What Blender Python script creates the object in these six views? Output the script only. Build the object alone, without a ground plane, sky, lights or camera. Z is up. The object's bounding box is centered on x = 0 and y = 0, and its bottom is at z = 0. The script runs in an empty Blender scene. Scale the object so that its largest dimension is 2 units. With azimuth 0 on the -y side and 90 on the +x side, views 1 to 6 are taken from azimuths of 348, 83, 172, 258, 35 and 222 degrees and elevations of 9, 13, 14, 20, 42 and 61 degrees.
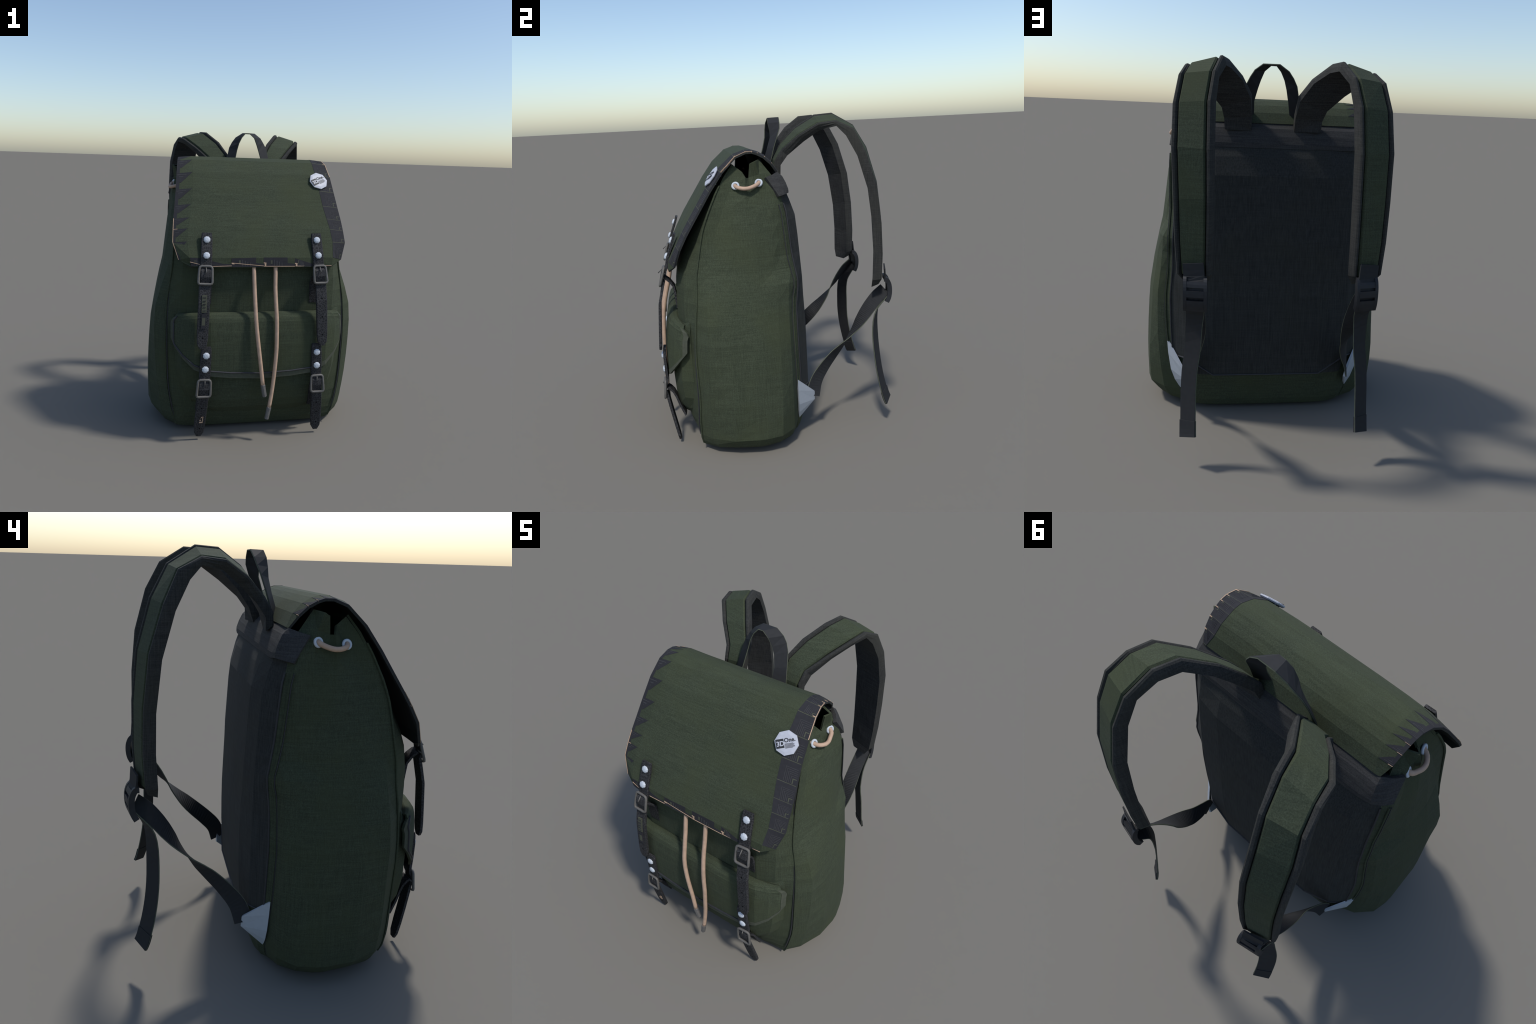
import bpy, bmesh, math, random
import numpy as np
from mathutils import Vector, Matrix

random.seed(7)
V = lambda *a: np.array(a, float)

# ----------------------------------------------------------------------------
# materials
# ----------------------------------------------------------------------------
class Nodes:
    def __init__(self, name):
        self.mat = bpy.data.materials.new(name)
        self.mat.use_nodes = True
        self.t = self.mat.node_tree
        self.bsdf = self.t.nodes["Principled BSDF"]
        self.co = self.t.nodes.new("ShaderNodeTexCoord").outputs["Object"]

    def link(self, a, b):
        self.t.links.new(a, b)

    def mapping(self, scale, rot=(0, 0, 0)):
        m = self.t.nodes.new("ShaderNodeMapping")
        m.inputs["Scale"].default_value = scale
        m.inputs["Rotation"].default_value = rot
        self.link(self.co, m.inputs["Vector"])
        return m.outputs["Vector"]

    def noise(self, scale, vec=None, detail=2.0, rough=0.5):
        n = self.t.nodes.new("ShaderNodeTexNoise")
        n.inputs["Scale"].default_value = scale
        n.inputs["Detail"].default_value = detail
        n.inputs["Roughness"].default_value = rough
        self.link(vec if vec is not None else self.co, n.inputs["Vector"])
        return n.outputs["Fac"]

    def math(self, op, a, b):
        n = self.t.nodes.new("ShaderNodeMath")
        n.operation = op
        for i, v in enumerate((a, b)):
            if isinstance(v, (int, float)):
                n.inputs[i].default_value = v
            else:
                self.link(v, n.inputs[i])
        return n.outputs[0]

    def ramp(self, fac, stops, interp="LINEAR"):
        r = self.t.nodes.new("ShaderNodeValToRGB")
        r.color_ramp.interpolation = interp
        e = r.color_ramp.elements
        while len(e) < len(stops):
            e.new(0.5)
        for k, (p, c) in enumerate(stops):
            e[k].position = p
            e[k].color = (*c, 1)
        self.link(fac, r.inputs["Fac"])
        return r.outputs["Color"]

    def mix(self, fac, a, b, mode="MIX"):
        n = self.t.nodes.new("ShaderNodeMix")
        n.data_type = "RGBA"
        n.blend_type = mode
        ins = [i for i in n.inputs if i.enabled]
        for s, v in zip(ins, (fac, a, b)):
            if isinstance(v, (int, float)):
                s.default_value = v
            elif isinstance(v, tuple):
                s.default_value = (*v, 1)
            else:
                self.link(v, s)
        return [o for o in n.outputs if o.enabled][0]

    def bump(self, h, strength, dist):
        b = self.t.nodes.new("ShaderNodeBump")
        b.inputs["Strength"].default_value = strength
        b.inputs["Distance"].default_value = dist
        self.link(h, b.inputs["Height"])
        self.link(b.outputs["Normal"], self.bsdf.inputs["Normal"])

    def done(self, col, rough=0.9, metal=0.0, spec=0.3):
        if isinstance(col, tuple):
            self.bsdf.inputs["Base Color"].default_value = (*col, 1)
        else:
            self.link(col, self.bsdf.inputs["Base Color"])
        self.bsdf.inputs["Roughness"].default_value = rough
        self.bsdf.inputs["Metallic"].default_value = metal
        self.bsdf.inputs["Specular IOR Level"].default_value = spec
        return self.mat


def woven(name, dark, mid, light, warm, rough=0.9, spec=0.25, weft=0.36, warp=0.36, warm_amt=0.5):
    """linen-like cloth: streaky weft and warp threads, fine speckle, faint warm blotches"""
    n = Nodes(name)
    h = n.noise(1.0, n.mapping((8, 8, 210)), 1.0)
    v = n.noise(1.0, n.mapping((210, 210, 6)), 1.0)
    f = n.noise(210, None, 1.0)
    big = n.noise(3.4, None, 2.0)
    s = n.math("MULTIPLY", h, weft)
    s = n.math("ADD", s, n.math("MULTIPLY", v, warp))
    s = n.math("ADD", s, n.math("MULTIPLY", f, 1.0 - weft - warp))
    col = n.ramp(s, [(0.36, dark), (0.5, mid), (0.65, light)])
    k = n.ramp(big, [(0.45, (0, 0, 0)), (0.75, (1, 1, 1))])
    k = n.math("MULTIPLY", k, warm_amt)
    col = n.mix(k, col, warm)
    n.bump(s, 0.12, 0.002)
    return n.done(col, rough, 0, spec)


def plain(name, col, rough=0.6, metal=0.0, spec=0.4, vary=0.12, scale=60):
    n = Nodes(name)
    a = tuple(c * (1 - vary) for c in col)
    b = tuple(min(1, c * (1 + vary)) for c in col)
    return n.done(n.ramp(n.noise(scale, None, 3.0), [(0.3, a), (0.7, b)]), rough, metal, spec)


def leather(name):
    n = Nodes(name)
    vo = n.t.nodes.new("ShaderNodeTexVoronoi")
    vo.feature = "DISTANCE_TO_EDGE"
    vo.inputs["Scale"].default_value = 72
    w = n.noise(40, None, 2.0)
    m = n.t.nodes.new("ShaderNodeVectorMath")
    m.operation = "ADD"
    n.link(n.co, m.inputs[0])
    sc = n.t.nodes.new("ShaderNodeVectorMath")
    sc.operation = "SCALE"
    sc.inputs["Scale"].default_value = 0.006
    cmb = n.t.nodes.new("ShaderNodeCombineXYZ")
    for k in range(3):
        n.link(w, cmb.inputs[k])
    n.link(cmb.outputs[0], sc.inputs[0])
    n.link(sc.outputs[0], m.inputs[1])
    n.link(m.outputs[0], vo.inputs["Vector"])
    d = vo.outputs["Distance"]
    line = n.ramp(d, [(0.0, (0.062, 0.062, 0.065)), (0.055, (0.048, 0.048, 0.051)), (0.12, (0.019, 0.019, 0.020))])
    blot = n.noise(22, None, 2.0)
    col = n.mix(n.math("MULTIPLY", blot, 0.5), line, (0.018, 0.018, 0.020))
    return n.done(col, 0.7, 0, 0.2)


GREEN = woven("green_canvas", (0.0275, 0.0350, 0.0210), (0.0385, 0.0485, 0.0290), (0.0530, 0.0655, 0.0405), (0.044, 0.0535, 0.0255), warm_amt=0.6, weft=0.27, warp=0.29)
TRIM = woven("dark_edging", (0.018, 0.0185, 0.018), (0.0285, 0.029, 0.0275), (0.043, 0.043, 0.040), (0.034, 0.034, 0.027))
PAD = woven("black_mesh_cloth", (0.019, 0.020, 0.020), (0.027, 0.029, 0.0285), (0.037, 0.039, 0.038), (0.033, 0.034, 0.025), weft=0.2, warp=0.5, warm_amt=0.35)
YOKE = woven("black_ribbed_cloth", (0.024, 0.024, 0.025), (0.036, 0.036, 0.037), (0.050, 0.050, 0.050), (0.042, 0.041, 0.031), weft=0.4, warp=0.2, warm_amt=0.3)
UNDER = woven("strap_lining_cloth", (0.016, 0.017, 0.018), (0.030, 0.031, 0.032), (0.046, 0.047, 0.047), (0.05, 0.045, 0.035), warm_amt=0.3)
WEB = plain("black_webbing", (0.0225, 0.0235, 0.0255), 0.75, spec=0.2, vary=0.08)
WEB_EDGE = plain("olive_webbing_edge", (0.09, 0.10, 0.07), 0.8, spec=0.3)
LEATHER = leather("cracked_black_leather")
PLASTIC = plain("black_plastic", (0.019, 0.020, 0.023), 0.55, spec=0.3)
IRON = plain("dull_grey_iron", (0.105, 0.100, 0.092), 0.55, 0.0, 0.4)
STUD = plain("pale_rivet_steel", (0.47, 0.51, 0.56), 0.6, 0.0, 0.4, vary=0.04)
PALE = plain("pale_grey_plate", (0.46, 0.475, 0.53), 0.5, 0.0, 0.4, vary=0.03)
TAB = plain("pale_blue_grey_tab", (0.36, 0.39, 0.43), 0.5, 0.0, 0.4, vary=0.03)
CORD = plain("tan_cord", (0.44, 0.305, 0.22), 0.75, spec=0.3, vary=0.1, scale=30)
CAP = plain("grey_cord_tip", (0.135, 0.130, 0.125), 0.5, 0.2)
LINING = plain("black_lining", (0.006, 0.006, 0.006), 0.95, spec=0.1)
INK = plain("black_ink", (0.025, 0.026, 0.030), 0.6)
PRINT = plain("charcoal_print", (0.026, 0.026, 0.030), 0.85, spec=0.2, vary=0.08)
PRINT_LINE = plain("grey_print_line", (0.052, 0.052, 0.055), 0.8, spec=0.25)
PRINT_OLIVE = plain("olive_print_line", (0.066, 0.070, 0.050), 0.8, spec=0.25)
STITCH = plain("salmon_stitch", (0.46, 0.32, 0.22), 0.8, spec=0.2)
OLIVE_BAND = plain("olive_grey_band", (0.060, 0.066, 0.048), 0.9, spec=0.25)

# ----------------------------------------------------------------------------
# mesh helpers
# ----------------------------------------------------------------------------
ROOT = bpy.data.objects.new("backpack", None)
bpy.context.collection.objects.link(ROOT)
ROOT["label"] = "dark green canvas backpack with leather buckle straps and flap"
ROOT["category"] = "backpack"


def obj(name, verts, faces, mats, parent=None, smooth=False, idx=None, recalc=True):
    me = bpy.data.meshes.new(name)
    me.from_pydata([tuple(map(float, v)) for v in verts], [], [tuple(f) for f in faces])
    for m in (mats if isinstance(mats, (list, tuple)) else [mats]):
        me.materials.append(m)
    if idx:
        me.polygons.foreach_set("material_index", idx)
    if recalc:
        bm = bmesh.new()
        bm.from_mesh(me)
        bmesh.ops.recalc_face_normals(bm, faces=bm.faces)
        bm.to_mesh(me)
        bm.free()
    if smooth:
        me.polygons.foreach_set("use_smooth", [True] * len(me.polygons))
    o = bpy.data.objects.new(name, me)
    bpy.context.collection.objects.link(o)
    o.parent = parent or ROOT
    return o


class Build:
    """collects several closed pieces into one mesh"""
    def __init__(self):
        self.v, self.f, self.i = [], [], []

    def add(self, verts, faces, mi=0):
        n = len(self.v)
        self.v += [V(*p) for p in verts]
        self.f += [tuple(a + n for a in f) for f in faces]
        self.i += [mi] * len(faces) if isinstance(mi, int) else list(mi)
        return self

    def obj(self, name, mats, parent=None, smooth=False):
        return obj(name, self.v, self.f, mats, parent, smooth, self.i)


def unit(a):
    return a / (np.linalg.norm(a) + 1e-12)


def tangents(path):
    p = np.asarray(path, float)
    t = np.gradient(p, axis=0)
    return np.array([unit(x) for x in t])


def loft(rings, closed=True):
    """closed rings -> tube faces with end caps"""
    n = len(rings[0])
    v = [p for r in rings for p in r]
    f = []
    for i in range(len(rings) - 1):
        for j in range(n):
            k = (j + 1) % n
            f.append((i * n + j, i * n + k, (i + 1) * n + k, (i + 1) * n + j))
    if closed:
        f.append(tuple(range(n))[::-1])
        f.append(tuple((len(rings) - 1) * n + j for j in range(n)))
    return v, f


def tube(path, r, n=8, loop=False):
    p = np.asarray(path, float)
    if loop:
        t = np.array([unit(p[(i + 1) % len(p)] - p[i - 1]) for i in range(len(p))])
    else:
        t = tangents(p)
    ref = V(0, 0, 1) if abs(t[0][2]) < 0.9 else V(1, 0, 0)
    u = unit(np.cross(t[0], ref))
    rings = []
    for i in range(len(p)):
        u = unit(u - t[i] * (u @ t[i]))
        w = np.cross(t[i], u)
        rr = r[i] if hasattr(r, "__len__") else r
        rings.append([p[i] + rr * (math.cos(a) * u + math.sin(a) * w) for a in np.linspace(0, 2 * math.pi, n, endpoint=False)])
    if not loop:
        return loft(rings)
    v, f = loft(rings, False)
    m = len(rings)
    for j in range(n):
        k = (j + 1) % n
        f.append(((m - 1) * n + j, (m - 1) * n + k, k, j))
    return v, f


def smooth_path(pts, n):
    """Catmull-Rom through the points"""
    p = np.asarray(pts, float)
    q = np.vstack([2 * p[0] - p[1], p, 2 * p[-1] - p[-2]])
    out = []
    for s in np.linspace(0, len(p) - 1 - 1e-9, n):
        i = int(s)
        t = s - i
        a, b, c, d = q[i:i + 4]
        out.append(0.5 * (2 * b + (c - a) * t + (2 * a - 5 * b + 4 * c - d) * t * t + (3 * b - a - 3 * c + d) * t ** 3))
    return np.array(out)


def ribbon(path, wide, width, thick, shift=0.0, bevel=0.0):
    """strip of rectangular section; the path runs on its inner face, thickness goes to t x w"""
    p = np.asarray(path, float)
    t = tangents(p)
    rings = []
    for i in range(len(p)):
        w = wide[i] if np.ndim(wide) == 2 else wide
        w = unit(w - t[i] * (w @ t[i]))
        nrm = np.cross(w, t[i])
        hw = (width[i] if hasattr(width, "__len__") else width) / 2
        a, b = nrm * shift, nrm * (shift + thick)
        if bevel:
            c = nrm * (shift + thick - bevel)
            rings.append([p[i] - w * hw + a, p[i] - w * hw + c, p[i] - w * (hw - bevel) + b, p[i] + w * (hw - bevel) + b, p[i] + w * hw + c, p[i] + w * hw + a])
        else:
            rings.append([p[i] - w * hw + a, p[i] - w * hw + b, p[i] + w * hw + b, p[i] + w * hw + a])
    return loft(rings)


def grid_normals(g):
    g = np.asarray(g, float)
    du = np.gradient(g, axis=1)
    dv = np.gradient(g, axis=0)
    n = np.cross(du, dv)
    return n / (np.linalg.norm(n, axis=2, keepdims=True) + 1e-9)


def slab(g, thick, keep=None, inner_mat=0, flip=1, normals=None, side_mat=0):
    """grid of points (rows x columns) -> solid sheet; inner face offset by -thick along the normals"""
    g = np.asarray(g, float)
    R, C = g.shape[:2]
    nr = grid_normals(g) * flip if normals is None else normals
    inn = g - nr * thick
    v = list(g.reshape(-1, 3)) + list(inn.reshape(-1, 3))
    N = R * C
    cells = [(i, j) for i in range(R - 1) for j in range(C - 1) if keep is None or keep(i, j)]
    cs = set(cells)
    f, mi = [], []
    for i, j in cells:
        a, b, c, d = i * C + j, i * C + j + 1, (i + 1) * C + j + 1, (i + 1) * C + j
        f.append((a, b, c, d)); mi.append(0)
        f.append((a + N, d + N, c + N, b + N)); mi.append(inner_mat)
        for (ni, nj), (p, q) in {(i - 1, j): (a, b), (i, j + 1): (b, c), (i + 1, j): (c, d), (i, j - 1): (d, a)}.items():
            if (ni, nj) not in cs:
                f.append((p, q, q + N, p + N)); mi.append(side_mat)
    used = sorted({k for q in f for k in q})
    re = {k: n for n, k in enumerate(used)}
    return [v[k] for k in used], [tuple(re[k] for k in q) for q in f], mi


def mir(pts, sx):
    return [V(p[0] * sx, p[1], p[2]) for p in pts]


def on_table(tab, z):
    t = np.asarray(tab, float)
    return V(np.interp(z, t[:, 0], t[:, 1]), np.interp(z, t[:, 0], t[:, 2]), z)


# ----------------------------------------------------------------------------
# body: vertical profile of every column of one half, rows of z : (z, x, y)
# ----------------------------------------------------------------------------
def front_profile(x, tuck=0.0, top_z=1.72):
    y = [(.030, -.508), (.07, -.530), (.12, -.553), (.18, -.575), (.30, -.595), (.60, -.605), (.86, -.608), (1.00, -.606), (1.10, -.596), (1.20, -.562), (1.32, -.502), (1.40, -.462), (1.46, -.428), (1.60, -.342), (top_z, -.245)]
    xs = np.array([(0, .90), (.10, .96), (.3, 1), (1.1, 1), (1.72, .9)])
    return [(a, x * np.interp(a, xs[:, 0], xs[:, 1]), b + tuck * np.interp(a, (.045, .20, 1.0, 1.3, 1.5), (.2, .9, 1, 1, .5))) for a, b in y]

FRONT = [front_profile(0), front_profile(.22), front_profile(.40, .006), front_profile(.50, .050)]
SEAM_F = [(.036, .515, -.498), (.07, .532, -.510), (.12, .550, -.513), (.20, .568, -.513), (.30, .585, -.507), (.40, .593, -.505), (.60, .599, -.509), (.70, .599, -.506),
          (.80, .596, -.499), (.90, .589, -.49), (1.0, .573, -.478), (1.1, .557, -.475), (1.2, .549, -.456), (1.29, .543, -.438), (1.377, .538, -.418), (1.46, .533, -.386),
          (1.575, .515, -.331), (1.68, .490, -.271), (1.735, .472, -.225)]
SIDE = [
    [(.045, .595, -.41), (.07, .605, -.43), (.12, .620, -.445), (.3, .648, -.45), (.5, .668, -.44), (.7, .674, -.44), (.85, .664, -.43), (1.0, .620, -.42), (1.1, .580, -.41), (1.3, .548, -.365), (1.5, .525, -.290), (1.62, .502, -.235), (1.71, .478, -.195)],
    [(.045, .625, -.29), (.07, .650, -.30), (.12, .683, -.31), (.3, .704, -.31), (.5, .703, -.31), (.7, .695, -.31), (.86, .670, -.30), (1.0, .640, -.295), (1.12, .606, -.29), (1.4, .562, -.26), (1.5, .545, -.235), (1.61, .507, -.205), (1.692, .484, -.173)],
    [(.045, .642, -.17), (.07, .668, -.17), (.12, .699, -.17), (.31, .707, -.17), (.5, .701, -.17), (.7, .690, -.17), (.86, .664, -.165), (1.0, .638, -.165), (1.12, .610, -.165), (1.42, .572, -.165), (1.5, .557, -.165), (1.6, .540, -.160), (1.657, .530, -.157)],
    [(.045, .638, -.12), (.07, .665, -.12), (.12, .696, -.12), (.31, .703, -.12), (.5, .697, -.12), (.7, .686, -.12), (.86, .660, -.12), (1.0, .635, -.12), (1.12, .607, -.12), (1.42, .572, -.125), (1.5, .553, -.130), (1.6, .525, -.136), (1.655, .511, -.138)],
    [(.045, .612, -.04), (.07, .635, -.035), (.12, .676, -.03), (.3, .686, -.02), (.5, .674, -.02), (.7, .664, -.02), (.86, .640, -.02), (1.04, .616, -.01), (1.12, .584, -.02), (1.4, .562, -.04), (1.5, .548, -.065), (1.62, .525, -.09), (1.70, .500, -.135), (1.733, .522, -.129)],
    [(.045, .555, .035), (.07, .575, .045), (.12, .595, .055), (.3, .620, .055), (.5, .632, .05), (.7, .630, .048), (.86, .610, .048), (.95, .602, .050), (1.04, .597, .058), (1.12, .568, .036), (1.2, .556, .022), (1.4, .562, .015), (1.5, .557, .0), (1.62, .532, -.062), (1.70, .530, -.085), (1.747, .543, -.098)],
]
SEAM_B = [(.036, .468, .072), (.07, .482, .085), (.134, .498, .098), (.3, .54, .092), (.42, .567, .085), (.5, .575, .083), (.6, .580, .080), (.7, .580, .076), (.88, .563, .078), (.95, .562, .083),
          (1.03, .562, .100), (1.12, .556, .078), (1.2, .550, .062), (1.3, .553, .052), (1.45, .553, .038), (1.55, .548, .015), (1.62, .538, -.02), (1.755, .476, -.07)]
REAR = [
    [(.030, .435, .095), (.07, .452, .112), (.134, .475, .126), (.25, .51, .132), (.35, .540, .112), (.5, .550, .108), (.7, .555, .102), (.88, .540, .102), (1.03, .540, .118), (1.2, .530, .088), (1.45, .530, .065), (1.55, .52, .04), (1.66, .495, .0)],
    [(.028, .37, .115), (.07, .39, .132), (.134, .41, .148), (.25, .44, .168), (.35, .465, .172), (.5, .465, .172), (1.04, .458, .160), (1.3, .452, .143), (1.43, .45, .128), (1.5, .45, .105), (1.55, .450, .088), (1.67, .446, .030)],
    [(.028, .27, .122), (.07, .28, .140), (.134, .29, .156), (.21, .30, .174), (.25, .31, .189), (.34, .31, .193), (.45, .31, .199), (.68, .31, .199), (1.04, .31, .182), (1.18, .31, .171), (1.34, .31, .163), (1.43, .31, .152), (1.5, .31, .122), (1.55, .31, .098), (1.67, .31, .032)],
    [(.028, .0, .125), (.07, .0, .143), (.134, .0, .158), (.21, .0, .176), (.25, .0, .191), (.34, .0, .196), (.45, .0, .202), (.68, .0, .202), (1.04, .0, .185), (1.18, .0, .174), (1.34, .0, .165), (1.43, .0, .154), (1.5, .0, .124), (1.55, .0, .098), (1.67, .0, .032)],
]
ZROWS = [.045, .07, .12, .18, .25, .35, .47, .60, .72, .84, .95, 1.04, 1.12, 1.2, 1.3, 1.4, 1.5]


def column(tab):
    top = tab[-1][0]
    z = [tab[0][0]] + ZROWS[1:] + [1.5 + (top - 1.5) * f for f in (.35, .7, 1.0)]
    return [on_table(tab, a) for a in z]


def cols_to_grid(cols):
    return np.array(cols).transpose(1, 0, 2)


half = [column(t) for t in FRONT + [SEAM_F] + SIDE + [SEAM_B] + REAR]
nF = len(FRONT)
front_cols = [mir(c, -1) for c in half[nF:0:-1]] + half[:nF + 1]
side_cols = half[nF:nF + len(SIDE) + 2]
rear_half = half[nF + len(SIDE) + 1:]
rear_cols = rear_half[:-1] + [rear_half[-1]] + [mir(c, -1) for c in rear_half[-2::-1]]

g = cols_to_grid(front_cols)
v, f, mi = slab(g, .012, inner_mat=1, flip=1)
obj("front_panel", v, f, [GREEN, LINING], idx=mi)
for sx in (1, -1):
    g = cols_to_grid([mir(c, sx) for c in side_cols])
    v, f, mi = slab(g, .012, inner_mat=1, flip=sx)
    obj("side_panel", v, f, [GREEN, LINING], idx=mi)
g = cols_to_grid(rear_cols)
NC = g.shape[1]
iz = ZROWS.index(.25)


def is_pad(i, j):
    jj = min(j, NC - 2 - j)
    return (jj >= 2 and i >= iz) or (jj == 1 and i >= iz + 1)

v, f, mi = slab(g, .012, keep=lambda i, j: not is_pad(i, j), inner_mat=1)
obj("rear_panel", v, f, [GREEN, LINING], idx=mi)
v, f, mi = slab(g, .012, keep=is_pad, inner_mat=1)
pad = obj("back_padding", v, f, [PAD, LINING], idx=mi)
ring = [c[0] for c in front_cols] + [c[0] for c in side_cols[1:]] + [c[0] for c in rear_cols[1:]] + [mir([c[0]], -1)[0] for c in side_cols[-2:0:-1]]
ctr = V(0, -.17, 0)
rings_ = []
for k, z in ((1.0, .002), (.93, -.014), (.75, -.028), (.4, -.036)):
    rings_.append([V(*(ctr + (V(p[0], p[1], 0) - ctr) * k)[:2], max(p[2] + z, .003)) for p in ring])
rings_.append([V(*p[:2], .055) for p in rings_[1]])
obj("base_panel", *loft([rings_[3], rings_[2], rings_[1], rings_[0], [V(*p[:2], .056) for p in rings_[1]]]), GREEN)

col = np.array([[V(x, y, z) for x in (-.478, -.25, 0, .25, .478)] for y, z in ((-.012, 1.60), (-.045, 1.69), (-.070, 1.765))])
v, f, mi = slab(col, .008, inner_mat=0)
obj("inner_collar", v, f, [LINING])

# welts along the seams
for sx in (1, -1):
    b = Build()
    b.add(*tube(mir([on_table(SEAM_F, z) + V(.004, -.001, 0) for z in np.linspace(.05, 1.62, 32)], sx), .0055, 6), 0)
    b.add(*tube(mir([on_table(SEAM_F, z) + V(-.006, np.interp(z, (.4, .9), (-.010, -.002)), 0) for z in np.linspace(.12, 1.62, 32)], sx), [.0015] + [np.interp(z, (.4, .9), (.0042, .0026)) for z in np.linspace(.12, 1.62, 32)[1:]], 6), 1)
    for off, m, r in ((V(.002, .002, 0), 0, .005), (V(.008, -.004, 0), 1, .0025)):
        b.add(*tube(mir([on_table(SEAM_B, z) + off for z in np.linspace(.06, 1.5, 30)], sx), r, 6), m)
    b.add(*tube(mir([on_table(REAR[0], z) + V(.001, .002, 0) for z in np.linspace(.35, 1.5, 26)], sx), .0045, 6), 1)
    b.obj("seam_welt", [GREEN, INK])
edge = [on_table(REAR[0], .35), on_table(REAR[1], .35), on_table(REAR[2], .25), on_table(REAR[3], .25)]
edge = edge + mir(edge[-2::-1], -1)
obj("seam_welt", *tube([e + V(0, .002, 0) for e in edge], .005, 6), INK, pad)

# ----------------------------------------------------------------------------
# yoke: stiff band across the top of the back
# ----------------------------------------------------------------------------
rows = [(.030, 1.680, 0), (.060, 1.652, .25), (.082, 1.612, .55), (.098, 1.572, .85), (.101, 1.548, 1)]
gr = []
for y, z, f in rows:
    line = [V(0, y, z), V(.24, y, z), V(.44, y - .002, z), V(.479 + .018 * f, y + .004 - .012 * f, z - .002 + .01 * f)]
    line.append(V(.545 + .016 * f, -.041 + .069 * f, 1.656 - .111 * f) * .5 + line[-1] * .5 + V(.006, .004, 0))
    line.append(V(.545 + .016 * f, -.041 + .069 * f, 1.656 - .111 * f))
    gr.append(mir(line[:0:-1], -1) + line)
v, f, mi = slab(np.array(gr), .02)
yoke = obj("back_yoke", v, f, YOKE)

# ----------------------------------------------------------------------------
# top flap
# ----------------------------------------------------------------------------
FLAP_EDGE = [(.476, .036, 1.678), (.495, .000, 1.730), (.500, -.040, 1.768), (.503, -.080, 1.790), (.505, -.110, 1.800), (.508, -.148, 1.800), (.516, -.210, 1.776), (.527, -.292, 1.696),
             (.536, -.366, 1.594), (.547, -.428, 1.497), (.557, -.480, 1.416), (.562, -.520, 1.352), (.566, -.560, 1.277), (.531, -.598, 1.171), (.457, -.634, 1.136)]
FLAP_EDGE = [V(*p) for p in FLAP_EDGE]
INNER_X = [.455, .43, .425, .42, .42, .42, .415, .418, .427, .437, .452, .466, .474, .465, .40]
bulge = [.003, .008, .009, .009, .009, .010, .015, .022, .026, .028, .030, .032, .033, .010, .003]
side_bulge = [.002, .007, .009, .009, .009, .010, .015, .021, .022, .022, .022, .022, .022, .010, .003]
prof = np.array([(0, p[1], p[2]) for p in FLAP_EDGE])
tp = tangents(prof)
pn = np.array([unit(np.cross(t, V(1, 0, 0))) for t in tp])
if pn[5][2] < 0:
    pn = -pn
gr = []
for i, e in enumerate(FLAP_EDGE):
    base = V(0, e[1], e[2]) + pn[i] * bulge[i]
    if i == len(FLAP_EDGE) - 2:
        base = V(0, -.640, 1.19)
    if i == len(FLAP_EDGE) - 1:
        base = V(0, -.647, 1.131)
    ix = INNER_X[i]
    sb = base - pn[i] * (bulge[i] - side_bulge[i]) + V(0, .010 * (i == 13) + .004 * (i == 14), 0)
    line = [base, base + V(.16, 0, 0), (base + sb) / 2 + V(.31, 0, .0), sb + V(ix, .003, 0), e]
    gr.append(mir(line[:0:-1], -1) + line)
FLAP = np.array(gr)
fn = grid_normals(FLAP)
if fn[8, 4][2] < 0:
    fn = -fn
v, f, mi = slab(FLAP, .011, normals=fn, inner_mat=1, side_mat=1)
flap = obj("top_flap", v, f, [GREEN, PAD], idx=mi)
NCF = FLAP.shape[1]


def flap_cell(i, j, s, t, h=.0):
    """point in flap cell: row i (t down), column j (s towards the right), lifted by h"""
    a, b, c, d = FLAP[i, j], FLAP[i, j + 1], FLAP[i + 1, j], FLAP[i + 1, j + 1]
    n = unit(np.cross(b - a + d - c, c - a + d - b))
    if n @ (fn[i, j] + fn[i + 1, j]) < 0:
        n = -n
    return (a * (1 - s) + b * s) * (1 - t) + (c * (1 - s) + d * s) * t + n * h


def patch(build, corner_fn, quad, h0=-.004, h1=.0012, mi=0, n=4):
    """thin plate over a quad of (s, t) corners, following the flap"""
    def pt(a, b, h):
        q = np.array(quad, float)
        s, t = (q[0] * (1 - a) + q[1] * a) * (1 - b) + (q[3] * (1 - a) + q[2] * a) * b
        return corner_fn(s, t, h)
    us = np.linspace(0, 1, n + 1)
    top = [[pt(a, b, h1) for a in us] for b in us]
    bot = [[pt(a, b, h0) for a in us] for b in us]
    m = n + 1
    vv = [p for r in top for p in r] + [p for r in bot for p in r]
    N = m * m
    ff = []
    for i in range(n):
        for j in range(n):
            a, b2, c, d = i * m + j, i * m + j + 1, (i + 1) * m + j + 1, (i + 1) * m + j
            ff += [(a, b2, c, d), (a + N, d + N, c + N, b2 + N)]
    for k in range(n):
        ff += [(k, k + N, k + 1 + N, k + 1), (n * m + k, n * m + k + 1, n * m + k + 1 + N, n * m + k + N),
               (k * m, (k + 1) * m, (k + 1) * m + N, k * m + N), (k * m + n, k * m + n + N, (k + 1) * m + n + N, (k + 1) * m + n)]
    build.add(vv, ff, mi)


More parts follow.
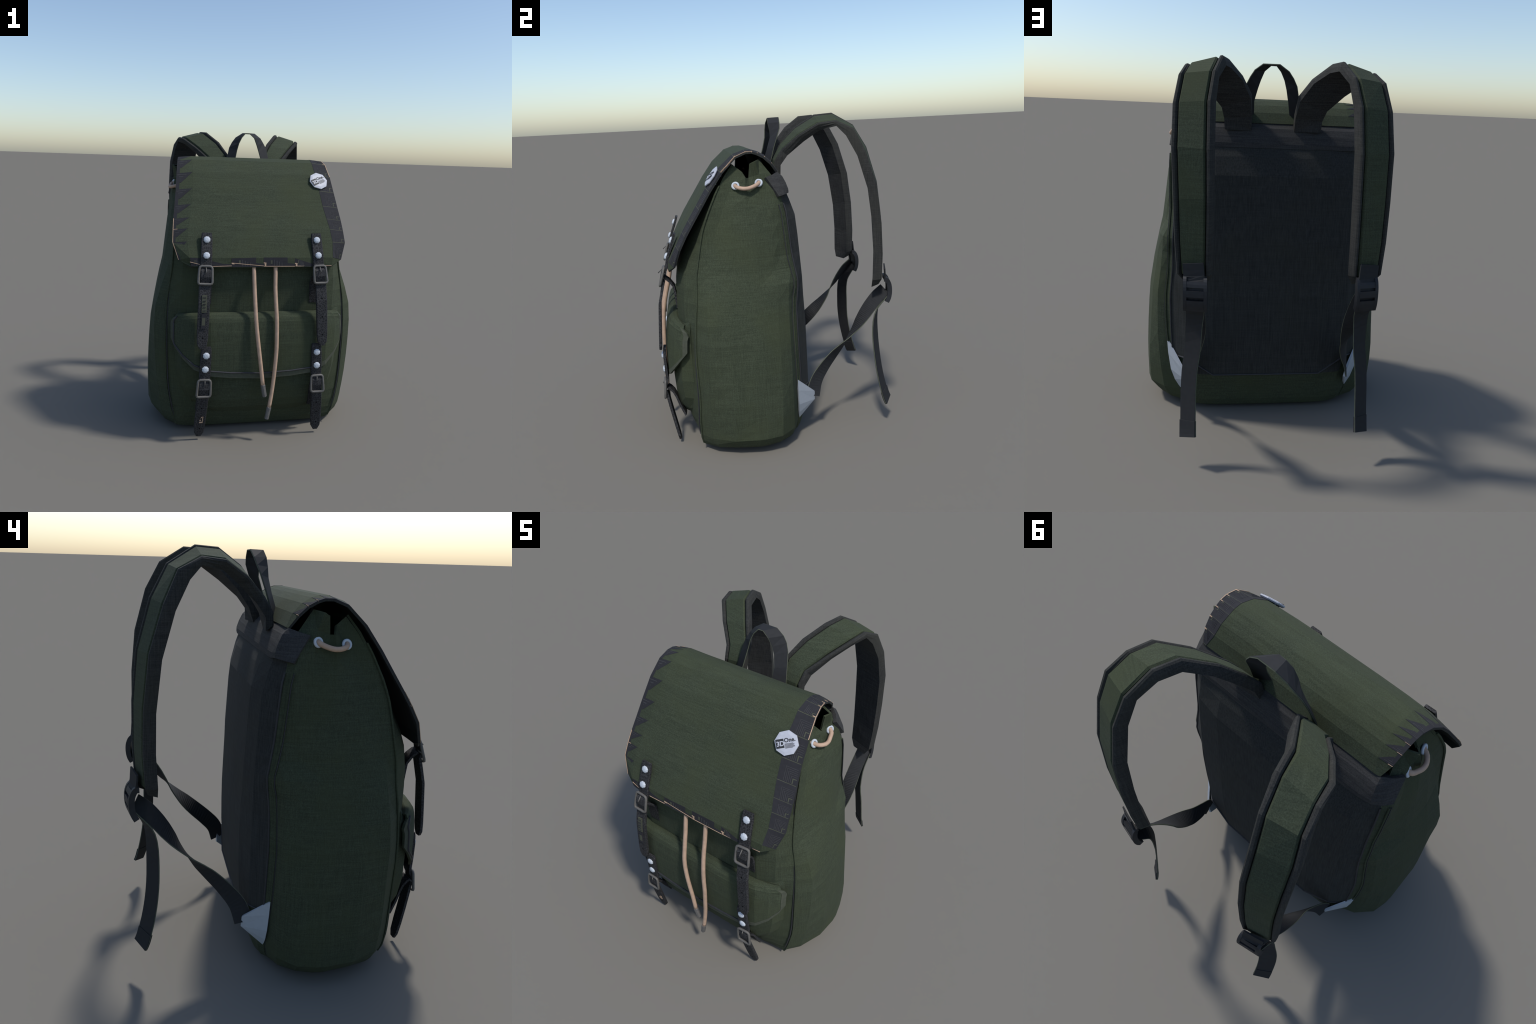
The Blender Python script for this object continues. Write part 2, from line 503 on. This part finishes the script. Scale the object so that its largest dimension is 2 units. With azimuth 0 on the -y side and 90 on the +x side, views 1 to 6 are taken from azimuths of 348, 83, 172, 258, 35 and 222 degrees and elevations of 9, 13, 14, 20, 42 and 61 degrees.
# right border: dark cells with nested chevrons
band, lines = Build(), Build()
J = NCF - 2
for i in range(len(FLAP_EDGE) - 2):
    cf = lambda s, t, h, i=i: flap_cell(i, J, s, t, h)
    patch(band, cf, [(.0, .035), (1, .035), (1, 1.0), (.0, 1.0)], n=2)
    patch(lines, cf, [(0, .0), (.95, .0), (.95, .034), (0, .034)], h1=.0016, mi=1, n=1)
    for k in range(6):
        o = .30 + .085 * k
        w = .018 if k < 5 else .05
        m = 0 if k < 5 else 1
        patch(lines, cf, [(o, o), (.93, o), (.93, o + w * .8), (o, o + w * .8)], h1=.002, mi=m, n=1)
        patch(lines, cf, [(o, o), (o + w, o), (o + w, .97), (o, .97)], h1=.0022, mi=m, n=1)
    if i < 6:
        patch(lines, cf, [(.80, .93), (1, .93), (1, 1.0), (.80, 1.0)], h1=.003, mi=2, n=1)
    if 4 <= i < 7:
        patch(lines, cf, [(.965, 0), (1.0, 0), (1.0, 1.0), (.965, 1.0)], h1=.0032, mi=2, n=1)
band.obj("flap_border", PRINT, flap)
# left border: saw teeth
teeth = Build()
for i in range(1, len(FLAP_EDGE) - 2):
    cf = lambda s, t, h, i=i: flap_cell(i, 0, s, t, h)
    patch(teeth, cf, [(.0, .02), (.95, .02), (.30, .62), (.0, .62)], n=4)
    patch(teeth, cf, [(.0, .62), (.20, .62), (.20, 1.02), (.0, 1.02)], n=2)
    for k in range(3):
        o = .12 + .13 * k
        patch(lines, cf, [(.05 + .1 * k, o), (.62 - .2 * k, o), (.60 - .2 * k, o + .03), (.05 + .1 * k, o + .03)], h1=.002, mi=0, n=1)
    if i in (1, 2, 3, 11):
        patch(lines, cf, [(.0, .0), (.30, .0), (.30, .03), (.0, .03)], h1=.003, mi=2, n=1)
    if i >= 10:
        patch(lines, cf, [(.0, .0), (.035, .0), (.035, 1.0), (.0, 1.0)], h1=.003, mi=2, n=1)
teeth.obj("flap_border", PRINT, flap)


def flap_front(x, z, h=0.0):
    """point of the flap's lower front at the height z"""
    zs, ys = [], []
    for r in FLAP[10:]:
        zs.append(np.interp(x, r[:, 0], r[:, 2]))
        ys.append(np.interp(x, r[:, 0], r[:, 1]))
    zs, ys = np.array(zs[::-1]), np.array(ys[::-1])
    k = min(max(np.searchsorted(zs, z), 1), len(zs) - 1)
    sl = (ys[k] - ys[k - 1]) / (zs[k] - zs[k - 1])
    return V(x, np.interp(z, zs, ys), z) + unit(V(0, -1, sl)) * h


# lower edge: torn-looking printed patches
hem = Build()
hf = lambda s, t, h: flap_front(s, t, h)
ZB = 1.134
for quad in ([(-.462, 1.190), (-.395, 1.187), (-.245, 1.150), (-.455, ZB + .003)],
             [(-.245, 1.152), (-.202, 1.152), (-.202, ZB), (-.40, ZB + .001)],
             [(-.203, 1.187), (-.047, 1.192), (-.047, ZB), (-.203, ZB)],
             [(-.047, 1.158), (.002, 1.152), (.002, ZB), (-.047, ZB)],
             [(.002, 1.192), (.158, 1.192), (.158, ZB), (.002, ZB)],
             [(.158, 1.158), (.206, 1.152), (.206, ZB), (.158, ZB)],
             [(.206, 1.187), (.33, 1.150), (.40, ZB + .001), (.206, ZB)],
             [(.33, 1.150), (.455, ZB + .006), (.45, ZB + .002), (.36, ZB + .001)]):
    patch(hem, hf, quad, mi=0, n=3)
for x0 in (-.203, .002, .206, -.455):
    w = .15 if x0 in (-.203, .002) else .07
    for k in range(4):
        xa = x0 + w * (.45 + .11 * k)
        patch(lines, hf, [(xa, 1.178 - .006 * k), (xa + .004, 1.178 - .006 * k), (xa + .004, ZB + .004), (xa, ZB + .004)], h1=.002, mi=0, n=1)
    patch(lines, hf, [(x0 + w * .3, 1.175), (x0 + w * .38, 1.175), (x0 + w * .38, 1.153), (x0 + w * .3, 1.153)], h1=.0022, mi=1, n=1)
for a, b in (((-.462, 1.162), (-.400, 1.147)), ((-.203, 1.157), (.002, 1.138)), ((-.32, ZB + .0015), (-.203, 1.139)), ((.004, 1.136), (.206, 1.135)), ((.21, 1.136), (.455, ZB + .002))):
    w = .0034
    patch(lines, hf, [(a[0], a[1] + w), (b[0], b[1] + w), (b[0], b[1]), (a[0], a[1])], h1=.003, mi=2, n=1)
for x0, z0 in ((-.203, 1.158), (.002, 1.162), (.206, 1.158)):
    patch(lines, hf, [(x0, z0), (x0 + .017, z0 - .002), (x0 + .017, z0 - .008), (x0, z0 - .006)], h1=.003, mi=2, n=1)
for x0 in (.008, .212):
    patch(lines, hf, [(x0, 1.158), (x0 + .010, 1.155), (x0 + .010, 1.136), (x0, 1.136)], h1=.003, mi=2, n=1)
hem.obj("flap_border", PRINT, flap)
o = lines.obj("print_line", [PRINT_LINE, PRINT_OLIVE, STITCH], flap)
o["kind"] = "stuff"

# ----------------------------------------------------------------------------
# badge with lettering
# ----------------------------------------------------------------------------
nb = unit(V(.12, -.80, .59))
ub = unit(V(1, 0, 0) - nb * nb[0])
vb = np.cross(nb, ub)
ca, sa = math.cos(math.radians(29)), math.sin(math.radians(29))
ub, vb = ub * ca + vb * sa, vb * ca - ub * sa
cb = V(.431, -.350, 1.674)
B = lambda a, b, h: cb + ub * a + vb * b + nb * h
octo = [2 * math.pi * (k + .5) / 8 + .05 for k in range(8)]
b = Build()
rings = [[B(r * math.cos(a), r * math.sin(a), h) for a in octo] for r, h in ((.060, -.014), (.066, -.008), (.065, -.003), (.048, .0))]
b.add(*loft(rings))
for k in range(4):
    a = octo[2 * k]
    b.add(*tube([B(.04 * math.cos(a), .04 * math.sin(a), -.05), B(.04 * math.cos(a), .04 * math.sin(a), -.012)], .004, 6))
badge = b.obj("badge", PALE)


def plate(a0, b0, a1, b1, h0, h1):
    r = [(a0, b0), (a1, b0), (a1, b1), (a0, b1)]
    return loft([[B(x, y, h0) for x, y in r], [B(x, y, h1) for x, y in r]])

inkb = Build()
inkb.add(*plate(-.0545, -.022, -.012, .024, -.001, .0010))
rng = random.Random(3)
for k in range(6):
    y = -.003 - .0042 * k
    inkb.add(*plate(-.008, y - .0022, .030 + .022 * rng.random(), y, -.003, .0008))
inkb.obj("badge_print", INK, badge)


def lettering(txt, size, a0, b0, h, mat, weight, name):
    cu = bpy.data.curves.new(name, "FONT")
    cu.body = txt
    cu.size = size
    cu.extrude = .0006
    cu.offset = weight
    cu.resolution_u = 3
    o = bpy.data.objects.new(name, cu)
    bpy.context.collection.objects.link(o)
    dg = bpy.context.evaluated_depsgraph_get()
    me = bpy.data.meshes.new_from_object(o.evaluated_get(dg))
    bpy.data.objects.remove(o)
    bpy.data.curves.remove(cu)
    for vtx in me.vertices:
        vtx.co = Vector(B(a0 + vtx.co.x, b0 + vtx.co.y, h + vtx.co.z))
    me.materials.clear()
    me.materials.append(mat)
    o = bpy.data.objects.new(name, me)
    bpy.context.collection.objects.link(o)
    o.parent = badge
    return o

lettering("3D", .034, -.0515, -.011, .0013, PALE, .0009, "lettering")
lettering("One.", .030, -.0095, .004, .0008, INK, .0006, "lettering")

# ----------------------------------------------------------------------------
# front pocket and its cover
# ----------------------------------------------------------------------------
PK = [(.145, .30, -.570), (.19, .42, -.606), (.25, .475, -.634), (.34, .515, -.653), (.46, .540, -.660), (.62, .548, -.655), (.78, .550, -.640), (.835, .548, -.600)]
gr = []
for z, w, y in PK:
    line = [V(0, y, z), V(.22, y, z), V(min(.37, w * .8), y + .004, z), V(w * .93, y + .055, z), V(w, -.535 if z > .2 else -.55, z)]
    gr.append(mir(line[:0:-1], -1) + line)
v, f, mi = slab(np.array(gr), .012, inner_mat=1)
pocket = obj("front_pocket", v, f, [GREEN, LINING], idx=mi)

COVER_W = [0, .20, .33, .43, .50, .548, .570]
COVER_TOP = [.90, .925, .945, .962, .978, .992, 1.0]
COVER_ZB = [.413, .424, .440, .482, .545, .610, .660]
COVER_DY = [0, 0, .002, .018, .055, .098, .135]
COVER_P = [(-.590, .822), (-.614, .836), (-.636, .838), (-.656, .828), (-.663, .819), (-.672, .809), (-.681, .785), (-.691, .715), (-.696, .640), (-.698, .560), (-.697, .480), (-.694, .410)]
KT = 6
gr = []
cp = np.array(COVER_P)
CN = len(COVER_P) - 1
for k, (y, z) in enumerate(COVER_P):
    line = []
    for w, zb, dy in zip(COVER_W, COVER_ZB, COVER_DY):
        drop = .03 * dy / .135
        zk = cp[KT, 1] - drop
        zz = z - drop * min(1, .4 + k / KT) if k <= KT else zk + (zb - zk) * (k - KT) / (CN - KT)
        yy = np.interp(-zz, -cp[2:, 1], cp[2:, 0]) if k > KT else y
        line.append(V(w * (COVER_TOP[k] if k <= KT and w > .4 else 1), min(yy + dy * (.25 + .75 * min(1, k / KT)), -.545), zz))
    gr.append(mir(line[:0:-1], -1) + line)
COVER = np.array(gr)
v, f, mi = slab(COVER, .012, inner_mat=1, flip=-1)
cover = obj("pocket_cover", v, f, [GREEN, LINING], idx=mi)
# border of the cover: olive band with a dark seam line inside it
cn = -grid_normals(COVER)
CR, CC = COVER.shape[0] - 1, COVER.shape[1] - 1


def cover_pt(r, c, h):
    i, j = min(int(r), CR - 1), min(int(c), CC - 1)
    a, b2 = r - i, c - j
    def bl(q):
        return (q[i, j] * (1 - b2) + q[i, j + 1] * b2) * (1 - a) + (q[i + 1, j] * (1 - b2) + q[i + 1, j + 1] * b2) * a
    return bl(COVER) + unit(bl(cn)) * h

pairs_ = [((r, CC), (r, CC - .75)) for r in (3, 4, 5, 6, 7, 8, 9, 10)] + [((CR, CC), (CR - .55, CC - .8)), ((CR, CC - .6), (CR - .52, CC - .95))]
pairs_ += [((CR, c), (CR - .50, c)) for c in np.linspace(CC - 1, 1, 21)]
pairs_ += [((CR, .6), (CR - .52, .95)), ((CR, 0), (CR - .55, .8))] + [((r, 0), (r, .75)) for r in (10, 9, 8, 7, 6, 5, 4, 3)]
strip = []
for (r0, c0), (r1, c1) in pairs_:
    strip.append([cover_pt(r0, c0, .002), cover_pt((r0 + r1) / 2, (c0 + c1) / 2, .002), cover_pt(r1, c1, .002), cover_pt(r1, c1, -.004), cover_pt((r0 + r1) / 2, (c0 + c1) / 2, -.004), cover_pt(r0, c0, -.004)])
brd = Build()
brd.add(*loft(strip), 0)
brd.add(*tube([q[2] + (q[2] - q[3]) * .1 for q in strip if q[2][0] < .37], .0055, 6), 1)
brd.obj("cover_binding", [OLIVE_BAND, INK], cover)

# ----------------------------------------------------------------------------
# leather straps, rivets, buckles
# ----------------------------------------------------------------------------
UPPER = [(.355, -.578, 1.338), (.356, -.590, 1.300), (.361, -.628, 1.200), (.362, -.636, 1.150), (.364, -.646, 1.125), (.366, -.668, 1.105), (.368, -.674, 1.078), (.371, -.668, 1.045), (.374, -.674, 1.015), (.378, -.696, .92), (.383, -.705, .80), (.387, -.712, .70), (.389, -.715, .655), (.390, -.716, .632)]
UPPER_W = [.062, .070, .071, .071, .071, .068, .068, .068, .071, .072, .072, .070, .060, .030]
LOWER = [(.358, -.694, .637), (.358, -.696, .620), (.360, -.698, .575), (.364, -.695, .490), (.366, -.692, .435), (.367, -.697, .410), (.368, -.706, .392), (.369, -.708, .365), (.371, -.701, .335), (.374, -.696, .305), (.382, -.677, .205), (.388, -.660, .12), (.392, -.647, .055), (.394, -.642, .026)]
LOWER_W = [.055, .064, .069, .070, .070, .068, .068, .068, .068, .070, .071, .071, .062, .032]


def stud(p, n, r=.022):
    n = unit(n)
    u = unit(np.cross(n, V(0, 0, 1)))
    w = np.cross(n, u)
    rings = []
    for rr, h in ((1.0, -.003), (1.0, .003), (.80, .0085), (.42, .0115)):
        rings.append([p + n * h + r * rr * (math.cos(a) * u + math.sin(a) * w) for a in np.linspace(0, 2 * math.pi, 8, endpoint=False) + .3])
    return loft(rings)


def frame_loop(it, ot, ob, ib, r=.0080):
    c = [np.array(x, float) for x in (it, ot, ob, ib)]
    mid = sum(c) / 4
    c = [p + unit(mid - p) * .005 for p in c]
    path = []
    for k in range(4):
        p, q, s = c[k - 1], c[k], c[(k + 1) % 4]
        a, b2 = unit(p - q) * .013, unit(s - q) * .013
        path += [q + a, q + a * .3 + b2 * .3, q + b2]
        d = s - q
        path.append(q + d * .5)
    return tube(path, r, 8, loop=True)


for sx in (1, -1):
    for lower in (False, True):
        path = mir(LOWER if lower else UPPER, sx)
        wid = LOWER_W if lower else UPPER_W
        strap = obj("leather_strap", *ribbon(path, V(-1, 0, 0), wid, .016, 0, .004), LEATHER)
        # rivets
        zs = (.582, .492) if lower else (1.294, 1.200)
        pp = np.array(path)
        for z in zs:
            x, y = np.interp(z, pp[::-1, 2], pp[::-1, 0]), np.interp(z, pp[::-1, 2], pp[::-1, 1])
            n = V(0, -1, .05) if lower else V(0, -.93, .36)
            p = V(x, y, z) + unit(n) * .0165
            obj("rivet", *stud(p, n), STUD, strap, smooth=False)
        # dark discs set into the leather in place of punched holes
        hb = Build()
        for z in ((.235, .165, .085) if lower else (.938, .818, .702)):
            x, y = np.interp(z, pp[::-1, 2], pp[::-1, 0]), np.interp(z, pp[::-1, 2], pp[::-1, 1])
            n = unit(V(0, -1, -.25)) if lower else unit(V(0, -1, .08))
            hb.add(*tube([V(x, y, z) + n * .010, V(x, y, z) + n * .0175], .0045, 8))
        hb.obj("hole_disc", LINING, strap)
        # buckle
        if lower:
            fr = [(.326, -.717, .428), (.409, -.713, .430), (.421, -.722, .312), (.327, -.722, .312)]
            prong = [(.366, -.722, .420), (.367, -.728, .398)]
            bar = [(.330, -.706, .372), (.412, -.706, .372)]
            base = [(.378, -.604, .185), (.374, -.634, .255), (.371, -.652, .310), (.369, -.668, .345), (.368, -.688, .368), (.368, -.702, .376)]
        else:
            fr = [(.324, -.666, 1.145), (.407, -.660, 1.147), (.419, -.694, 1.033), (.325, -.696, 1.030)]
            prong = [(.366, -.672, 1.135), (.366, -.700, 1.108)]
            bar = [(.328, -.672, 1.083), (.412, -.672, 1.083)]
            base = [(.357, -.600, .888), (.357, -.608, .98), (.355, -.614, 1.022), (.358, -.636, 1.055), (.363, -.660, 1.078), (.367, -.672, 1.083)]
        b = Build()
        b.add(*frame_loop(*[mir([p], sx)[0] for p in fr]))
        b.add(*tube(mir(prong, sx), .0035, 6))
        b.add(*tube(mir(bar, sx), .0042, 6))
        b.obj("buckle", IRON, strap, smooth=True)
        obj("buckle_loop", *ribbon(mir(base, sx), V(1, 0, 0), .070, .012, -.006, 0), LEATHER, strap)
        # worn prints seen on two of the straps
        if sx < 0 and not lower:
            b = Build()
            def on_strap(x, z, h):
                xc, y = np.interp(z, pp[::-1, 2], pp[::-1, 0]), np.interp(z, pp[::-1, 2], pp[::-1, 1])
                return V(xc + x, y, z) + V(0, -1, .08) * h
            patch(b, on_strap, [(-.015, .968), (.016, .968), (.016, .862), (-.015, .862)], h0=.012, h1=.0225, mi=0, n=1)
            patch(b, on_strap, [(-.014, .852), (.014, .852), (.014, .762), (-.014, .762)], h0=.012, h1=.0225, mi=1, n=1)
            patch(b, on_strap, [(-.010, .830), (.010, .830), (.010, .782), (-.010, .782)], h0=.012, h1=.0235, mi=0, n=1)
            for k in range(5):
                z = .955 - .02 * k
                patch(b, on_strap, [(-.009, z), (.009, z), (.009, z - .003), (-.009, z - .003)], h0=.012, h1=.0235, mi=1, n=1)
            b.obj("strap_print", [PRINT_OLIVE, PRINT], strap)
        if sx < 0 and lower:
            b = Build()
            def on_strap(x, z, h):
                xc, y = np.interp(z, pp[::-1, 2], pp[::-1, 0]), np.interp(z, pp[::-1, 2], pp[::-1, 1])
                return V(xc + x, y, z) + V(0, -1, -.25) * h
            for q in ([(.012, .172), (.016, .172), (.016, .128), (.012, .128)], [(-.006, .136), (.012, .136), (.012, .128), (-.006, .128)], [(-.006, .150), (.004, .150), (.004, .146), (-.006, .146)], [(.0, .165), (.008, .172), (.008, .168), (.0, .161)]):
                patch(b, on_strap, q, h0=.012, h1=.0185, mi=0, n=1)
            b.obj("strap_print", STITCH, strap)

# ----------------------------------------------------------------------------
# drawcord: two tails in front, one loop through eyelets on each side
# ----------------------------------------------------------------------------
for pts, cap in (([(-.054, -.58, 1.225), (-.057, -.615, 1.165), (-.057, -.637, 1.10), (-.055, -.660, 1.0), (-.052, -.687, .90), (-.048, -.711, .80), (-.038, -.722, .70), (-.025, -.726, .60), (-.011, -.727, .50), (.005, -.731, .379)], (.0195, -.727, .303)),
                 ([(.087, -.58, 1.225), (.084, -.613, 1.165), (.084, -.634, 1.10), (.082, -.653, 1.0), (.084, -.680, .90), (.088, -.702, .80), (.089, -.712, .70), (.089, -.716, .60), (.083, -.719, .50), (.075, -.720, .40), (.063, -.724, .30), (.051, -.729, .225)], (.037, -.729, .150))):
    c = obj("drawcord", *tube(smooth_path(pts, 32), .0128, 8), CORD, smooth=True)
    e = V(*pts[-1])
    d = V(*cap) - e
    obj("cord_tip", *tube([e - d * .06, e - d * .02, e + d * .98, e + d], [.0135, .0155, .0148, .012], 8), CAP, c)
for sx in (1, -1):
    pts = [(.49, -.225, 1.622), (.512, -.215, 1.614), (.536, -.205, 1.607), (.556, -.176, 1.601), (.560, -.146, 1.601), (.553, -.115, 1.609), (.546, -.092, 1.619), (.528, -.080, 1.627), (.505, -.070, 1.634)]
    c = obj("drawcord", *tube(mir(smooth_path(pts, 24), sx), .0115, 8), CORD, smooth=True)
    for p, n in (((.514, -.214, 1.615), (.93, -.16, .33)), ((.531, -.082, 1.626), (.90, -.32, .30))):
        n = unit(V(*n))
        u = unit(np.cross(n, V(0, 0, 1)))
        w = np.cross(n, u)
        ringp = [V(*p) + .0175 * (math.cos(a) * u + math.sin(a) * w) for a in np.linspace(0, 2 * math.pi, 16, endpoint=False)]
        obj("eyelet", *tube(mir(ringp, sx), .0068, 8, loop=True), STUD, c, smooth=True)

# ----------------------------------------------------------------------------
# carrying handle
# ----------------------------------------------------------------------------
H_R = [((.104, .010, 1.70), (.179, .035, 1.70)), ((.108, .040, 1.790), (.168, .063, 1.795)), ((.092, .064, 1.856), (.155, .092, 1.873)), ((.078, .066, 1.900), (.136, .109, 1.913)), ((.058, .060, 1.948), (.114, .113, 1.948)), ((.023, .064, 1.980), (.070, .117, 1.981))]
H_L = [((-.104, .010, 1.70), (-.160, .035, 1.70)), ((-.088, .036, 1.790), (-.140, .060, 1.795)), ((-.074, .050, 1.856), (-.122, .085, 1.873)), ((-.061, .052, 1.905), (-.100, .100, 1.913)), ((-.040, .056, 1.949), (-.073, .110, 1.948)), ((-.012, .066, 1.980), (-.020, .119, 1.982))]
pairs = [(V(*p) + V(0, -.012, .007), V(*q) + V(0, -.002, .007)) for p, q in H_R + H_L[::-1]]
fr_, bk_ = np.array([p[0] for p in pairs]), np.array([p[1] for p in pairs])
g = np.array([fr_, bk_])
nn = grid_normals(g)
if nn[0, 5][2] < 0:
    nn = -nn
v, f, mi = slab(g, .007, normals=nn)
handle = obj("carry_handle", v, f, WEB)
b = Build()
for e in (fr_, bk_):
    b.add(*tube([p - n * .0035 for p, n in zip(e, nn[0])], .0028, 4))
b.obj("handle_binding", WEB_EDGE, handle)

# ----------------------------------------------------------------------------
# shoulder straps
# ----------------------------------------------------------------------------
# stations: outer-bottom, outer-top, inner-top, inner-bottom corners of the padded strap
ST = [((.264, .085, 1.640), (.262, .048, 1.666), (.116, .033, 1.668), (.118, .068, 1.640)),
      ((.268, .088, 1.700), (.258, .052, 1.725), (.116, .052, 1.735), (.119, .092, 1.712)),
      ((.284, .129, 1.756), (.272, .094, 1.790), (.124, .114, 1.834), (.131, .152, 1.802)),
      ((.354, .219, 1.836), (.368, .186, 1.874), (.180, .192, 1.921), (.184, .235, 1.893)),
      ((.426, .301, 1.898), (.450, .292, 1.938), (.257, .303, 1.992), (.246, .320, 1.944)),
      ((.469, .392, 1.918), (.470, .392, 1.948), (.289, .406, 1.998), (.274, .410, 1.950)),
      ((.485, .443, 1.862), (.494, .486, 1.899), (.322, .528, 1.920), (.309, .494, 1.890)),
      ((.503, .503, 1.744), (.516, .545, 1.768), (.343, .602, 1.785), (.323, .555, 1.776)),
      ((.505, .561, 1.552), (.521, .607, 1.575), (.345, .665, 1.573), (.326, .615, 1.573)),
      ((.496, .591, 1.327), (.512, .638, 1.340), (.343, .690, 1.355), (.325, .637, 1.370)),
      ((.490, .597, 1.145), (.505, .646, 1.150), (.344, .697, 1.150), (.327, .648, 1.150)),
      ((.480, .592, .985), (.494, .642, .990), (.347, .692, .992), (.329, .644, .985)),
      ((.450, .594, .933), (.462, .636, .952), (.370, .676, .954), (.355, .628, .935))]
# section of the edging: (across, through) pairs from the outer bottom corner round to the inner one
RIM = [(0, 0), (-.012, .50), (-.005, .84), (.030, 1.0), (.085, .99), (.128, .80), (.138, .50), (.862, .50), (.872, .80), (.915, .99), (.97, 1.0), (1.0, .86), (1.012, .50), (1, 0)]
PANEL = [(.146, .55), (.152, .82), (.19, .98), (.81, .98), (.848, .82), (.854, .55)]


def sect(st, prof, k):
    ob, ot, it, ib = [V(*p) for p in st]
    low = min(1, max(0, k - 5) / 2)
    ob, ot = ob + V(.003, 0, 0) * low, ot + V(.004, 0, 0) * low
    if k < 12:
        ot, it = ot + (ot - ob) * .07 * low, it + (it - ib) * .07 * low
    return [(ob * (1 - s) + ib * s) * (1 - t) + (ot * (1 - s) + it * s) * t for s, t in prof]


for sx in (1, -1):
    rings = [mir(sect(s, RIM, k), sx) for k, s in enumerate(ST)]
    v, f = loft(rings)
    n = len(RIM)
    mi = []
    for i in range(len(ST) - 1):
        mi += [1 if j == n - 1 else 0 for j in range(n)]
    mi += [0, 0]
    sh = obj("shoulder_strap", v, f, [TRIM, UNDER], idx=mi)
    obj("strap_panel", *loft([mir(sect(s, PANEL, k), sx) for k, s in enumerate(ST[:-1])]), GREEN, sh)
    # short webbing that holds the ladder buckle
    tab = [(.421, .690, 1.052), (.418, .693, 1.02), (.416, .696, .992), (.414, .703, .972), (.413, .716, .955)]
    obj("buckle_tab", *ribbon(mir(tab, sx), V(-.95, .27, 0) * V(sx, 1, 1) * 1.0, .100, .008, -.002), WEB, sh)
    # ladder buckle
    prof_ = [(.690, .990), (.708, .988), (.724, .972), (.735, .945), (.739, .915), (.738, .882), (.731, .850), (.718, .824)]
    P = smooth_path([V(.411, y - .006, z) for y, z in prof_], 15)
    T_ = tangents(P)
    wdir = unit(V(1, -.20, 0))
    buck = Build()

    def bar_piece(i0, i1, a, b2, th, lift=0.0):
        rings_ = []
        for k in range(i0, i1 + 1):
            nrm = unit(np.cross(T_[k], wdir))
            if nrm[1] < 0:
                nrm = -nrm
            c = P[k] + nrm * lift
            rings_.append(mir([c + wdir * a, c + wdir * b2, c + wdir * b2 - nrm * th, c + wdir * a - nrm * th], sx))
        buck.add(*loft(rings_))
    bar_piece(0, 14, -.056, -.040, .027)
    bar_piece(0, 14, .040, .056, .027)
    bar_piece(0, 2, -.042, .042, .022)
    bar_piece(4, 6, -.042, .042, .014, -.002)
    bar_piece(7, 9, -.042, .042, .014, .001)
    bar_piece(2, 12, -.041, .041, .006, -.016)
    bar_piece(10, 14, -.042, .042, .022, .0)
    lb = buck.obj("ladder_buckle", PLASTIC, sh)
    # adjusting webbing from the corner tab up to the buckle
    cpath = smooth_path([(.478, .198, .262), (.458, .226, .35), (.432, .283, .425), (.412, .355, .50), (.409, .405, .55), (.406, .452, .60), (.403, .494, .65), (.402, .530, .70), (.402, .565, .75), (.404, .600, .80), (.408, .645, .855), (.412, .695, .90)], 60)
    keys = [V(.05, -.62, .78), V(.2, -.62, .75), V(.42, -.6, .65), V(.6, -.55, .55), V(.75, -.45, .4), V(.92, -.25, .15), V(1, 0, 0), V(.92, .28, -.2), V(.82, .45, -.33), V(.75, .5, -.4), V(.72, .55, -.42), V(.78, .48, -.38)]
    wk = np.array([[np.interp(q, range(12), [k[c] for k in keys]) for c in range(3)] for q in np.linspace(0, 11, 60)])
    obj("webbing_strap", *ribbon(mir(cpath, sx), wk * V(sx, 1, 1), .090, .007, -.0035), WEB, sh)
    ht = .5 * .09
    tpath = smooth_path([(.414, .712, .872), (.411, .672, .820), (.413, .640, .770), (.416, .626, .70), (.420, .625, .60), (.434, .629, .50), (.440, .640, .40), (.441, .658, .30), (.441, .683, .20), (.4405, .699, .160)], 20)
    tw = np.array([[.92 - .12 * min(1, k / 8), -.36 - .22 * min(1, k / 8), -.10] for k in range(20)])
    tail = Build()
    tail.add(*ribbon(mir(tpath, sx), tw * V(sx, 1, 1), .090, .007, -.0035))
    for side in (-1, 1):
        for pth, wv, lst in ((tpath, tw, 20), (cpath, wk, 60)):
            tt = tangents(pth)
            eds = []
            for p, w, t in zip(pth, wv, tt):
                w = np.array(w, float)
                w = unit(w - t * (w @ t))
                eds.append(p + w * side * .0445)
            tail.add(*tube(mir(eds, sx), .0028, 5), 1)
    tail.add(*ribbon(mir(tpath[-4:], sx), tw[-4:] * V(sx, 1, 1), .092, .014, -.006))
    tail.obj("webbing_tail", [WEB, WEB_EDGE], sh)
    # pale corner tab
    poly = [(.569, .087, .424), (.563, .090, .350), (.548, .094, .250), (.525, .096, .185), (.493, .098, .132), (.464, .208, .234), (.477, .206, .295)]
    pv = [V(*p) for p in poly]
    nrm = unit(np.cross(pv[4] - pv[0], pv[5] - pv[0]))
    if nrm[0] < 0:
        nrm = -nrm
    a = mir([p + nrm * .006 for p in pv], sx)
    c = mir([p - nrm * .006 for p in pv], sx)
    k = len(pv)
    ff = [(0, 1, 6), (1, 2, 5, 6), (2, 3, 5), (3, 4, 5)]
    faces = ff + [tuple(q + k for q in t[::-1]) for t in ff] + [(j, (j + 1) % k, (j + 1) % k + k, j + k) for j in range(k)]
    obj("corner_tab", a + c, faces, TAB)
